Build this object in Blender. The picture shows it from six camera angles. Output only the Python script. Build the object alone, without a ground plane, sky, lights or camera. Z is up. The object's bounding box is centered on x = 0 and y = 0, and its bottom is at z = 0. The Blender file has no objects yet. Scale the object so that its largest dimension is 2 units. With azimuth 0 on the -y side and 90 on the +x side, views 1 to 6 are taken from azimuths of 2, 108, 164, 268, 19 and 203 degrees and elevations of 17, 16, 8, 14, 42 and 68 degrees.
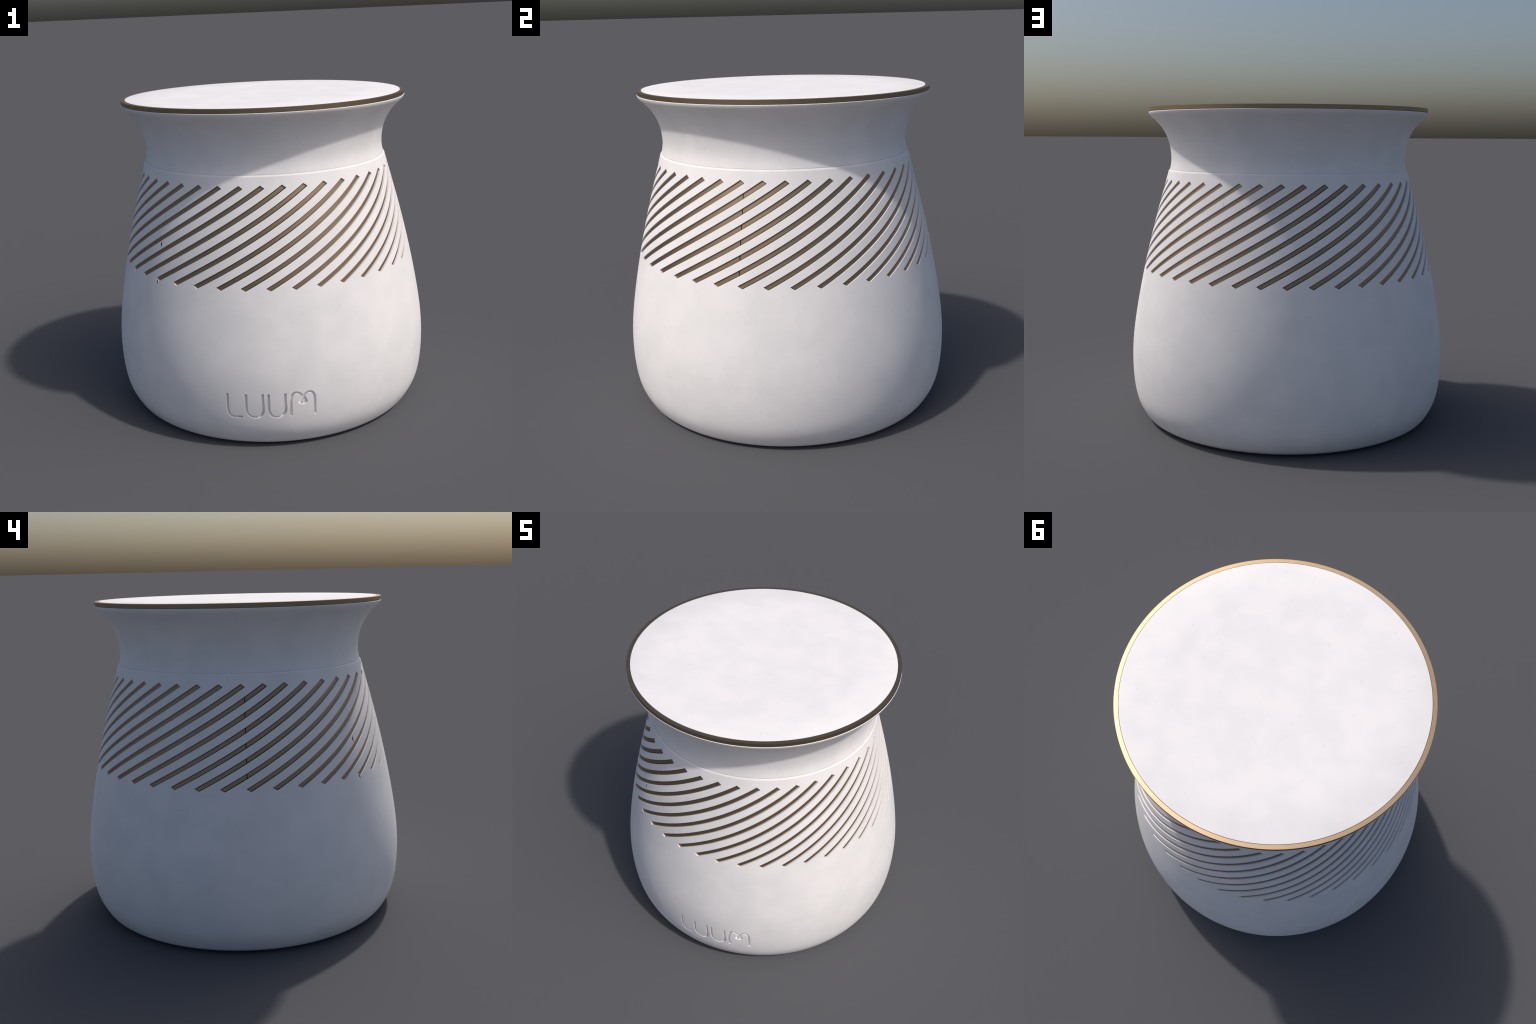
"""White flared pot with diagonal slots, brass slats behind them, a brass rim band and a white lid."""
import math
import bpy
import bmesh
import numpy as np
from mathutils import Vector

SEG = 384            # segments round the turned parts
TAU = math.tau


# ------------------------------------------------------------------ helpers
def spline(x, y):
    """Natural cubic spline through (x, y), returned as a function."""
    x, y = np.asarray(x, float), np.asarray(y, float)
    n, h = len(x), np.diff(x)
    A, b = np.eye(n), np.zeros(n)
    for i in range(1, n - 1):
        A[i, i - 1], A[i, i], A[i, i + 1] = h[i - 1], 2 * (h[i - 1] + h[i]), h[i]
        b[i] = 6 * ((y[i + 1] - y[i]) / h[i] - (y[i] - y[i - 1]) / h[i - 1])
    M = np.linalg.solve(A, b)

    def f(q):
        q = np.asarray(q, float)
        i = np.clip(np.searchsorted(x, q) - 1, 0, n - 2)
        a, c, k = x[i + 1] - q, q - x[i], h[i]
        return (M[i] * a**3 + M[i + 1] * c**3) / (6 * k) + (y[i] / k - M[i] * k / 6) * a + (y[i + 1] / k - M[i + 1] * k / 6) * c
    return f


# Body: radius against height (spline in sqrt(z) so that the foot turns under smoothly)
BODY = [(0, .8183), (.01, .8955), (.05, .9384), (.12, .9715), (.22, .9919), (.35, 1.0), (.5, .9942),
        (.7, .9665), (.95, .9171), (1.25, .8441), (1.58, .7517)]
_body = spline([math.sqrt(z) for z, _ in BODY], [r for _, r in BODY])


def body_r(z):
    return np.minimum(_body(np.sqrt(np.maximum(z, 0))), 1.0)


def body_slope(z):
    return (body_r(z + 1e-4) - body_r(z - 1e-4)) / 2e-4 if z > 2e-4 else 60.0


def on_body(az, z, depth=0.0):
    """Point at azimuth az (degrees, 0 = front) and height z, `depth` metres under the body's skin."""
    r, s = float(body_r(z)), float(body_slope(z))
    n = 1 / math.hypot(1, s)
    r, z = r - depth * n, z + depth * s * n
    a = math.radians(az)
    return (r * math.sin(a), -r * math.cos(a), z)


def body_normal(p):
    s = float(body_slope(max(p.z, 0.0)))
    h = math.hypot(p.x, p.y) or 1
    return Vector((p.x / h, p.y / h, -s)).normalized()


def new_object(name, mesh, parent=None, mat=None):
    ob = bpy.data.objects.new(name, mesh)
    bpy.context.scene.collection.objects.link(ob)
    if parent:
        ob.parent = parent
    if mat:
        mesh.materials.clear()
        mesh.materials.append(mat)
    return ob


def mesh_from(name, verts, faces):
    me = bpy.data.meshes.new(name)
    me.from_pydata([tuple(v) for v in verts], [], faces)
    me.validate()
    bm = bmesh.new()
    bm.from_mesh(me)
    bmesh.ops.recalc_face_normals(bm, faces=bm.faces)
    bm.to_mesh(me)
    bm.free()
    return me


def lathe(name, profile, closed=False, seg=SEG):
    """Turn a profile [(r, z), ...]; r == 0 makes a pole."""
    verts, rows, faces = [], [], []
    for r, z in profile:
        if r < 1e-6:
            rows.append([len(verts)] * seg)
            verts.append((0, 0, z))
        else:
            rows.append(list(range(len(verts), len(verts) + seg)))
            verts += [(r * math.sin(TAU * i / seg), -r * math.cos(TAU * i / seg), z) for i in range(seg)]
    pairs = list(zip(rows, rows[1:])) + ([(rows[-1], rows[0])] if closed else [])
    for a, b in pairs:
        for i in range(seg):
            j = (i + 1) % seg
            f = list(dict.fromkeys((a[i], a[j], b[j], b[i])))
            faces.append(f)
    return mesh_from(name, verts, faces)


def smooth(me, angle=30):
    me.polygons.foreach_set("use_smooth", [True] * len(me.polygons))
    me.set_sharp_from_angle(angle=math.radians(angle))


# ---------------------------------------------------------------- materials
def nodes_of(name):
    m = bpy.data.materials.new(name)
    m.use_nodes = True
    return m, m.node_tree.nodes, m.node_tree.links, m.node_tree.nodes["Principled BSDF"]


def ramp(nodes, stops):
    r = nodes.new("ShaderNodeValToRGB")
    while len(r.color_ramp.elements) < len(stops):
        r.color_ramp.elements.new(0.5)
    for e, (p, c) in zip(r.color_ramp.elements, stops):
        e.position, e.color = p, (*c, 1) if len(c) == 3 else c
    return r


def white_material():
    m, N, L, bsdf = nodes_of("white_mineral")
    co = N.new("ShaderNodeTexCoord")
    cloud = N.new("ShaderNodeTexNoise")
    cloud.inputs["Scale"].default_value, cloud.inputs["Detail"].default_value = 5.6, 4.0
    cloud.inputs["Roughness"].default_value = 0.5
    L.new(co.outputs["Object"], cloud.inputs["Vector"])
    tint = ramp(N, [(0.37, WHITE_LOW), (0.62, WHITE_HIGH)])
    L.new(cloud.outputs["Fac"], tint.inputs["Fac"])
    # sparse faint specks
    cells = N.new("ShaderNodeTexVoronoi")
    cells.inputs["Scale"].default_value = 20.0
    L.new(co.outputs["Object"], cells.inputs["Vector"])
    speck = ramp(N, [(0.07, (1, 1, 1)), (0.15, (0, 0, 0))])
    L.new(cells.outputs["Distance"], speck.inputs["Fac"])
    keep = N.new("ShaderNodeSeparateColor")
    L.new(cells.outputs["Color"], keep.inputs["Color"])
    mask = N.new("ShaderNodeMath")
    mask.operation = "MULTIPLY"
    L.new(speck.outputs["Color"], mask.inputs[0])
    L.new(keep.outputs["Red"], mask.inputs[1])
    amount = N.new("ShaderNodeMath")
    amount.operation = "MULTIPLY"
    amount.inputs[1].default_value = 0.20
    L.new(mask.outputs[0], amount.inputs[0])
    mix = N.new("ShaderNodeMix")
    mix.data_type = "RGBA"
    L.new(amount.outputs[0], mix.inputs["Factor"])
    L.new(tint.outputs["Color"], mix.inputs["A"])
    mix.inputs["B"].default_value = (0.45, 0.45, 0.46, 1)
    L.new(mix.outputs["Result"], bsdf.inputs["Base Color"])
    bsdf.inputs["Roughness"].default_value = 0.8
    bsdf.inputs["Specular IOR Level"].default_value = 0.14
    grain = N.new("ShaderNodeTexNoise")
    grain.inputs["Scale"].default_value, grain.inputs["Detail"].default_value = 60.0, 2.0
    L.new(co.outputs["Object"], grain.inputs["Vector"])
    bump = N.new("ShaderNodeBump")
    bump.inputs["Strength"].default_value, bump.inputs["Distance"].default_value = 0.04, 0.002
    L.new(grain.outputs["Fac"], bump.inputs["Height"])
    L.new(bump.outputs["Normal"], bsdf.inputs["Normal"])
    return m


def brass_material(name, colour, rough):
    m, N, L, bsdf = nodes_of(name)
    co = N.new("ShaderNodeTexCoord")
    n = N.new("ShaderNodeTexNoise")
    n.inputs["Scale"].default_value, n.inputs["Detail"].default_value = 9.0, 3.0
    L.new(co.outputs["Object"], n.inputs["Vector"])
    c = ramp(N, [(0.3, tuple(v * 0.97 for v in colour)), (0.7, tuple(min(1, v * 1.03) for v in colour))])
    L.new(n.outputs["Fac"], c.inputs["Fac"])
    L.new(c.outputs["Color"], bsdf.inputs["Base Color"])
    bsdf.inputs["Metallic"].default_value = 1.0
    bsdf.inputs["Roughness"].default_value = rough
    return m


WHITE_LOW, WHITE_HIGH = (0.862, 0.840, 0.836), (0.918, 0.881, 0.880)
white = white_material()
brass = brass_material("brushed_brass", (0.37, 0.27, 0.173), 0.45)

dark, _n, _l, _b = nodes_of("chip_painted_shadow")
_b.inputs["Base Color"].default_value = (0.012, 0.012, 0.013, 1)  # near-black painted on the white chip walls for the unlit depth inside
_b.inputs["Roughness"].default_value = 0.9

# ------------------------------------------------------------------- object
root = bpy.data.objects.new("lidded_pot_stool", None)
root.empty_display_size = 0.2
bpy.context.scene.collection.objects.link(root)
root["label"] = "white flared pot stool with diagonal brass slots and brass rim"
root["category"] = "pot stool"

# --- body shell, turned: outer skin, chamfered top lip, inner wall, floor
TOP = 1.5600
zs = [t * t for t in np.linspace(0, math.sqrt(TOP), 120)]
outer = [(0, 0), (.4, 0), (.7, 0)] + [(float(body_r(z)), z) for z in zs]
lip = [(.7512, 1.5684), (.7505, 1.5684), (.7501, 1.5678), (.7501, 1.5652), (.712, 1.5652)]
inner = []
for z in (1.45, 1.3, 1.15, 1.0, .85, .7, .5, .35, .22, .12, .06):
    inner.append((float(body_r(z)) - .052, z + .0))
inner += [(.82, .035), (.5, .03), (0, .03)]
shell = lathe("body_shell", outer + lip + inner)
body = new_object("body_shell", shell, root, white)

# --- diagonal slots: each runs along a helix band given by its four corners (azimuth, height)
PITCH, COUNT = 9.0, 40
UP_TOP, UP_BOT = (7.60, 1.5148), (7.60 - 61.92, .9638)      # ends of the upper edge
LO_TOP, LO_BOT = (9.35, 1.4977), (7.64 - 61.92 + 1.60, .9482)  # ends of the lower edge


def slot_point(w, t, depth):
    """w: 0 upper edge .. 1 lower edge, t: 0 top end .. 1 bottom end."""
    a = [(1 - w) * u + w * l for u, l in zip(UP_TOP, LO_TOP)]
    b = [(1 - w) * u + w * l for u, l in zip(UP_BOT, LO_BOT)]
    return on_body(a[0] + (b[0] - a[0]) * t, a[1] + (b[1] - a[1]) * t, depth)


def slot_t(w, az):
    a = (1 - w) * UP_TOP[0] + w * LO_TOP[0]
    b = (1 - w) * UP_BOT[0] + w * LO_BOT[0]
    return (az - a) / (b - a)


def sweep(section, starts, ends, steps):
    """Sweep a section [(w, depth)] along the slot between t = starts(w) and t = ends(w)."""
    verts, faces, k = [], [], len(section)
    for i in range(steps + 1):
        for w, d in section:
            t0, t1 = starts(w), ends(w)
            verts.append(slot_point(w, t0 + (t1 - t0) * i / steps, d))
    for i in range(steps):
        for j in range(k):
            a, b = i * k + j, i * k + (j + 1) % k
            faces.append((a, b, b + k, a + k))
    faces.append(tuple(range(k))[::-1])
    faces.append(tuple(range(steps * k, steps * k + k)))
    return verts, faces


def rotated(verts, deg):
    c, s = math.cos(math.radians(deg)), math.sin(math.radians(deg))
    return [(x * c - y * s, x * s + y * c, z) for x, y, z in verts]


def cut(target, parts):
    """Subtract a set of disjoint closed pieces [(verts, faces)] from the target's mesh."""
    V, F = [], []
    for v, f in parts:
        n = len(V)
        V += v
        F += [tuple(i + n for i in q) for q in f]
    tool = new_object("cutting_tool", mesh_from("cutting_tool", V, F))
    mod = target.modifiers.new("cut", "BOOLEAN")
    mod.operation, mod.solver, mod.object = "DIFFERENCE", "EXACT", tool
    result = bpy.data.meshes.new_from_object(target.evaluated_get(bpy.context.evaluated_depsgraph_get()))
    target.modifiers.clear()
    old, target.data = target.data, result
    bpy.data.meshes.remove(old)
    tm = tool.data
    bpy.data.objects.remove(tool)
    bpy.data.meshes.remove(tm)


slot_v, slot_f = sweep([(0, -.02), (1, -.02), (1, .08), (0, .08)], lambda w: 0.0, lambda w: 1.0, 60)
cut(body, [(rotated(slot_v, PITCH * k), slot_f) for k in range(COUNT)])

# --- engraved lettering: strokes as (azimuth, height) centre lines on the body's front

STROKES = [
    ("l", [(-14.33, .361), (-14.38, .311), (-14.35, .2605), (-14.12, .2407), (-13.47, .2251), (-12.36, .2194), (-10.05, .2217)]),
    ("u", [(-8.16, .359), (-8.17, .311), (-8.16, .2647), (-7.79, .243), (-6.75, .2252), (-5.31, .2191),
           (-3.91, .2262), (-3.05, .2426), (-2.67, .2645), (-2.66, .3126), (-2.71, .361)]),
    ("second u", [(-.8, .360), (-.8, .312), (-.74, .2657), (-.39, .2436), (.44, .2254), (1.7, .2192),
                  (3.07, .2253), (4.09, .2396), (4.64, .2589), (4.64, .3072), (4.64, .361)]),
    ("m left arch", [(6.5, .226), (6.45, .2978), (6.56, .3341), (6.82, .3528), (7.51, .3654), (8.45, .3673),
                     (9.39, .3601), (10.25, .3452), (11.11, .3264), (11.55, .3095)]),
    ("m right arch", [(9.29, .3055), (9.84, .322), (10.43, .3382), (11.08, .353), (11.92, .3639), (12.88, .366),
                      (13.77, .356), (14.27, .339), (14.4, .3169), (14.44, .2674), (14.53, .226)]),
    ("m loop", [(11.54, .3085), (11.03, .3015), (10.39, .2985), (9.82, .2998), (9.32, .3045)]),
]
STROKE_HALF, STROKE_DEPTH = .0075, .014


def stroke(points):
    """Closed channel-shaped piece along a centre line, with rounded ends."""
    x = np.array([math.radians(a) * .99 for a, _ in points])
    z = np.array([h for _, h in points])
    d = np.concatenate([[0], np.cumsum(np.hypot(np.diff(x), np.diff(z)))])
    fx, fz = spline(d, x), spline(d, z)
    h = STROKE_HALF
    body_s = np.linspace(0, d[-1], 44)
    caps = [math.cos(c) for c in np.linspace(.25, math.pi / 2 - .2, 5)]
    s = np.concatenate([[-h * c for c in caps], body_s, [d[-1] + h * c for c in caps[::-1]]])
    V, F = [], []
    for q in s:
        e = min(max(q, 0), d[-1])
        tx, tz = float(fx(e + 1e-4) - fx(e - 1e-4)), float(fz(e + 1e-4) - fz(e - 1e-4))
        n = math.hypot(tx, tz)
        tx, tz = tx / n, tz / n
        cx, cz = float(fx(e)) + tx * (q - e), float(fz(e)) + tz * (q - e)
        over = abs(q - e)
        w = math.sqrt(max(h * h - over * over, 1e-8))
        for side, dep in ((1, -.01), (-1, -.01), (-.97, STROKE_DEPTH), (.97, STROKE_DEPTH)):
            px, pz = cx - tz * w * side, cz + tx * w * side
            V.append(on_body(math.degrees(px / .99), pz, dep))
    m = len(s)
    for i in range(m - 1):
        for j in range(4):
            a, b = i * 4 + j, i * 4 + (j + 1) % 4
            F.append((a, b, b + 4, a + 4))
    F += [(3, 2, 1, 0), tuple(4 * (m - 1) + j for j in range(4))]
    return V, F


def notch(corners, depth):
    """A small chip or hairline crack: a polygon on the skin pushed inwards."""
    k = len(corners)
    V = [on_body(a, z, -.01) for a, z in corners] + [on_body(a, z, depth) for a, z in corners]
    F = [tuple(range(k)), tuple(range(2 * k - 1, k - 1, -1))] + [(i, (i + 1) % k, (i + 1) % k + k, i + k) for i in range(k)]
    return V, F


CHIP_SHAPES = [
    ([(315.84, 1.1795), (315.10, 1.1615), (315.92, 1.1350), (315.80, 1.1630)], .045),
    ([(315.02, .9550), (315.80, .9500), (315.95, .9262)], .045),
    ([(315.80, 1.3360), (315.86, 1.3360), (315.97, 1.2990), (315.88, 1.2990)], .006),
    ([(136.80, 1.4140), (136.86, 1.4140), (136.98, 1.3850), (136.87, 1.3850)], .006),
    ([(225.60, 1.2420), (225.66, 1.2420), (226.05, 1.2190), (225.95, 1.2190)], .006),
]
CHIPS = [notch(c, d) for c, d in CHIP_SHAPES]


def unrolled(p):
    """Azimuth and height of the skin point straight above a point in a cut."""
    slope = float(body_slope(p.z))
    sunk = max(float(body_r(p.z)) - math.hypot(p.x, p.y), 0)
    return math.degrees(math.atan2(p.x, -p.y)) % 360, p.z - sunk * slope / (1 + slope * slope)


def in_chip(points):
    """True for a face that belongs to one of the chips: within the chip's extent, its middle inside the outline."""
    flat = [unrolled(p) for p in points]
    a, z = (sum(q) / len(flat) for q in zip(*flat))
    for corners, _ in CHIP_SHAPES:
        us, vs = zip(*corners)
        if not all(min(us) - .12 < u < max(us) + .12 and min(vs) - .004 < v < max(vs) + .004 for u, v in flat):
            continue
        ca, cz = sum(us) / len(us), sum(vs) / len(vs)
        pts = [(ca + (u - ca) * 1.2, cz + (v - cz) * 1.08) for u, v in corners]
        inside = False
        for (u0, v0), (u1, v1) in zip(pts, pts[1:] + pts[:1]):
            if (v0 > z) != (v1 > z) and a < u0 + (z - v0) / (v1 - v0) * (u1 - u0):
                inside = not inside
        if inside:
            return True
    return False


strokes = {n: stroke(p) for n, p in STROKES}
cut(body, [strokes["l"], strokes["u"], strokes["second u"], strokes["m left arch"]] + CHIPS)
cut(body, [strokes["m right arch"]])
cut(body, [strokes["m loop"]])

# shading normals: the skin takes the turned surface's own normals, cut walls stay crisp
me = body.data
me.materials.clear()
me.materials.append(white)
dark_faces = set()
me.polygons.foreach_set("use_smooth", [True] * len(me.polygons))
normals = [None] * len(me.loops)
engraved = []
for p in me.polygons:
    n, skin = p.normal, True
    for vi in p.vertices:
        c = me.vertices[vi].co
        if c.z > TOP + 1e-5 or abs(math.hypot(c.x, c.y) - float(body_r(c.z))) > 6e-4 and c.z > 1e-3:
            skin = False
            break
    if skin and p.center.z > 1e-4 and n.dot(body_normal(p.center)) > .97:
        for li in p.loop_indices:
            normals[li] = body_normal(me.vertices[me.loops[li].vertex_index].co)
    else:
        for li in p.loop_indices:
            normals[li] = n.copy()
        if in_chip([me.vertices[vi].co for vi in p.vertices]):
            dark_faces.add(p.index)
        az = math.degrees(math.atan2(p.center.x, -p.center.y))
        r = math.hypot(p.center.x, p.center.y)
        if abs(az) < 16 and .19 < p.center.z < .4 and r > float(body_r(p.center.z)) - .03:
            engraved.append((p.index, 0 if az < -9.2 else 1 if az < -1.75 else 2 if az < 5.5 else 3))
me.normals_split_custom_set(normals)

# the channel of each engraved letter is an object of its own, cut out of the body's faces
for letter in range(4):
    mine = {i for i, q in engraved if q == letter}
    if not mine:
        continue
    V, F, seen = [], [], {}
    for i in sorted(mine):
        f = []
        for vi in me.polygons[i].vertices:
            if vi not in seen:
                seen[vi] = len(V)
                V.append(tuple(me.vertices[vi].co))
            f.append(seen[vi])
        F.append(f)
    lm = bpy.data.meshes.new("engraved_letter")
    lm.from_pydata(V, [], F)
    lm.polygons.foreach_set("use_smooth", [True] * len(lm.polygons))
    lm.set_sharp_from_angle(angle=math.radians(35))
    new_object("engraved_letter", lm, body, white)
gone = {i for i, _ in engraved}
keep_faces = [p for p in me.polygons if p.index not in gone]
kept_normals = [normals[li] for p in keep_faces for li in p.loop_indices]
clean = bpy.data.meshes.new("body_shell")
clean.from_pydata([tuple(v.co) for v in me.vertices], [], [tuple(p.vertices) for p in keep_faces])
clean.materials.append(white)
clean.materials.append(dark)
clean.polygons.foreach_set("material_index", [1 if p.index in dark_faces else 0 for p in keep_faces])
clean.polygons.foreach_set("use_smooth", [True] * len(clean.polygons))
clean.normals_split_custom_set(kept_normals)
body.data = clean
bpy.data.meshes.remove(me)

# --- brass slats that fill the slots, a hair narrower than them, in two halves that meet at the sides
GAP_W, GAP_T, SLAT_TOP, SLAT_BACK, BEVEL = .12, .0035, .0075, .043, .03
GAP_L = .145
section = [(GAP_W, SLAT_BACK), (GAP_W, SLAT_TOP + .001), (GAP_W + BEVEL, SLAT_TOP),
           (1 - GAP_L - BEVEL, SLAT_TOP), (1 - GAP_L, SLAT_TOP + .001), (1 - GAP_L, SLAT_BACK)]
SEAM = .16   # half the joint's width, degrees
whole = mesh_from("slot_slat", *sweep(section, lambda w: GAP_T, lambda w: 1 - GAP_T, 64))
smooth(whole)
whole.materials.append(brass)
for k in range(COUNT):
    turn = PITCH * k
    seams = []
    for sa in (90, 270):
        for lap in (-360, 0, 360):
            local = sa + lap - turn
            if 0.02 < slot_t(.5, local) < .98:
                seams.append(local)
    if not seams:
        ob = new_object("slot_slat", whole, body)
        ob.rotation_euler.z = math.radians(turn)
        continue
    s = seams[0]
    for part in range(2):
        if part == 0:
            v, f = sweep(section, lambda w: GAP_T, lambda w: slot_t(w, s + SEAM), 40)
        else:
            v, f = sweep(section, lambda w: slot_t(w, s - SEAM), lambda w: 1 - GAP_T, 40)
        pm = mesh_from("slot_slat", v, f)
        smooth(pm)
        pm.materials.append(brass)
        ob = new_object("slot_slat", pm, body)
        ob.rotation_euler.z = math.radians(turn)

# --- neck: flares from the shell's lip up to a thin rounded edge
_neck = spline([1.55, 1.57, 1.62, 1.68, 1.74, 1.80, 1.86, 1.895], [.7535, .7487, .7400, .7416, .7533, .7789, .8231, .8618])
neck_profile = [(.70, 1.5655), (.7474, 1.5655), (.7476, 1.5680), (.7480, 1.5700), (.7484, 1.5715)]
neck_profile += [(float(_neck(z)), z) for z in np.linspace(1.573, 1.895, 56)]
neck_profile += [(.8660, 1.8995), (.8705, 1.9050), (.8731, 1.9110), (.8747, 1.9150), (.8755, 1.9180), (.8757, 1.9197),
                 (.8752, 1.9208), (.8742, 1.9213), (.8715, 1.9215), (.80, 1.9215), (.76, 1.87), (.70, 1.75)]
neck_mesh = lathe("neck", neck_profile, closed=True)
smooth(neck_mesh, 40)
new_object("neck", neck_mesh, root, white)

# --- brass band round the rim
band = [(.8508, 1.9236), (.8742, 1.9236), (.8742, 1.9462), (.8508, 1.9462)]
band_mesh = lathe("rim_band", band, closed=True)
smooth(band_mesh, 30)
new_object("rim_band", band_mesh, root, brass)

# --- white lid, level with the band, a narrow joint between them
lid = [(0, 1.9225), (.8485, 1.9225), (.8485, 1.9463), (.8482, 1.9468), (.8476, 1.9470), (.60, 1.9470), (.30, 1.9470), (0, 1.9470)]
lid_mesh = lathe("lid", lid)
smooth(lid_mesh, 30)
new_object("lid", lid_mesh, root, white)
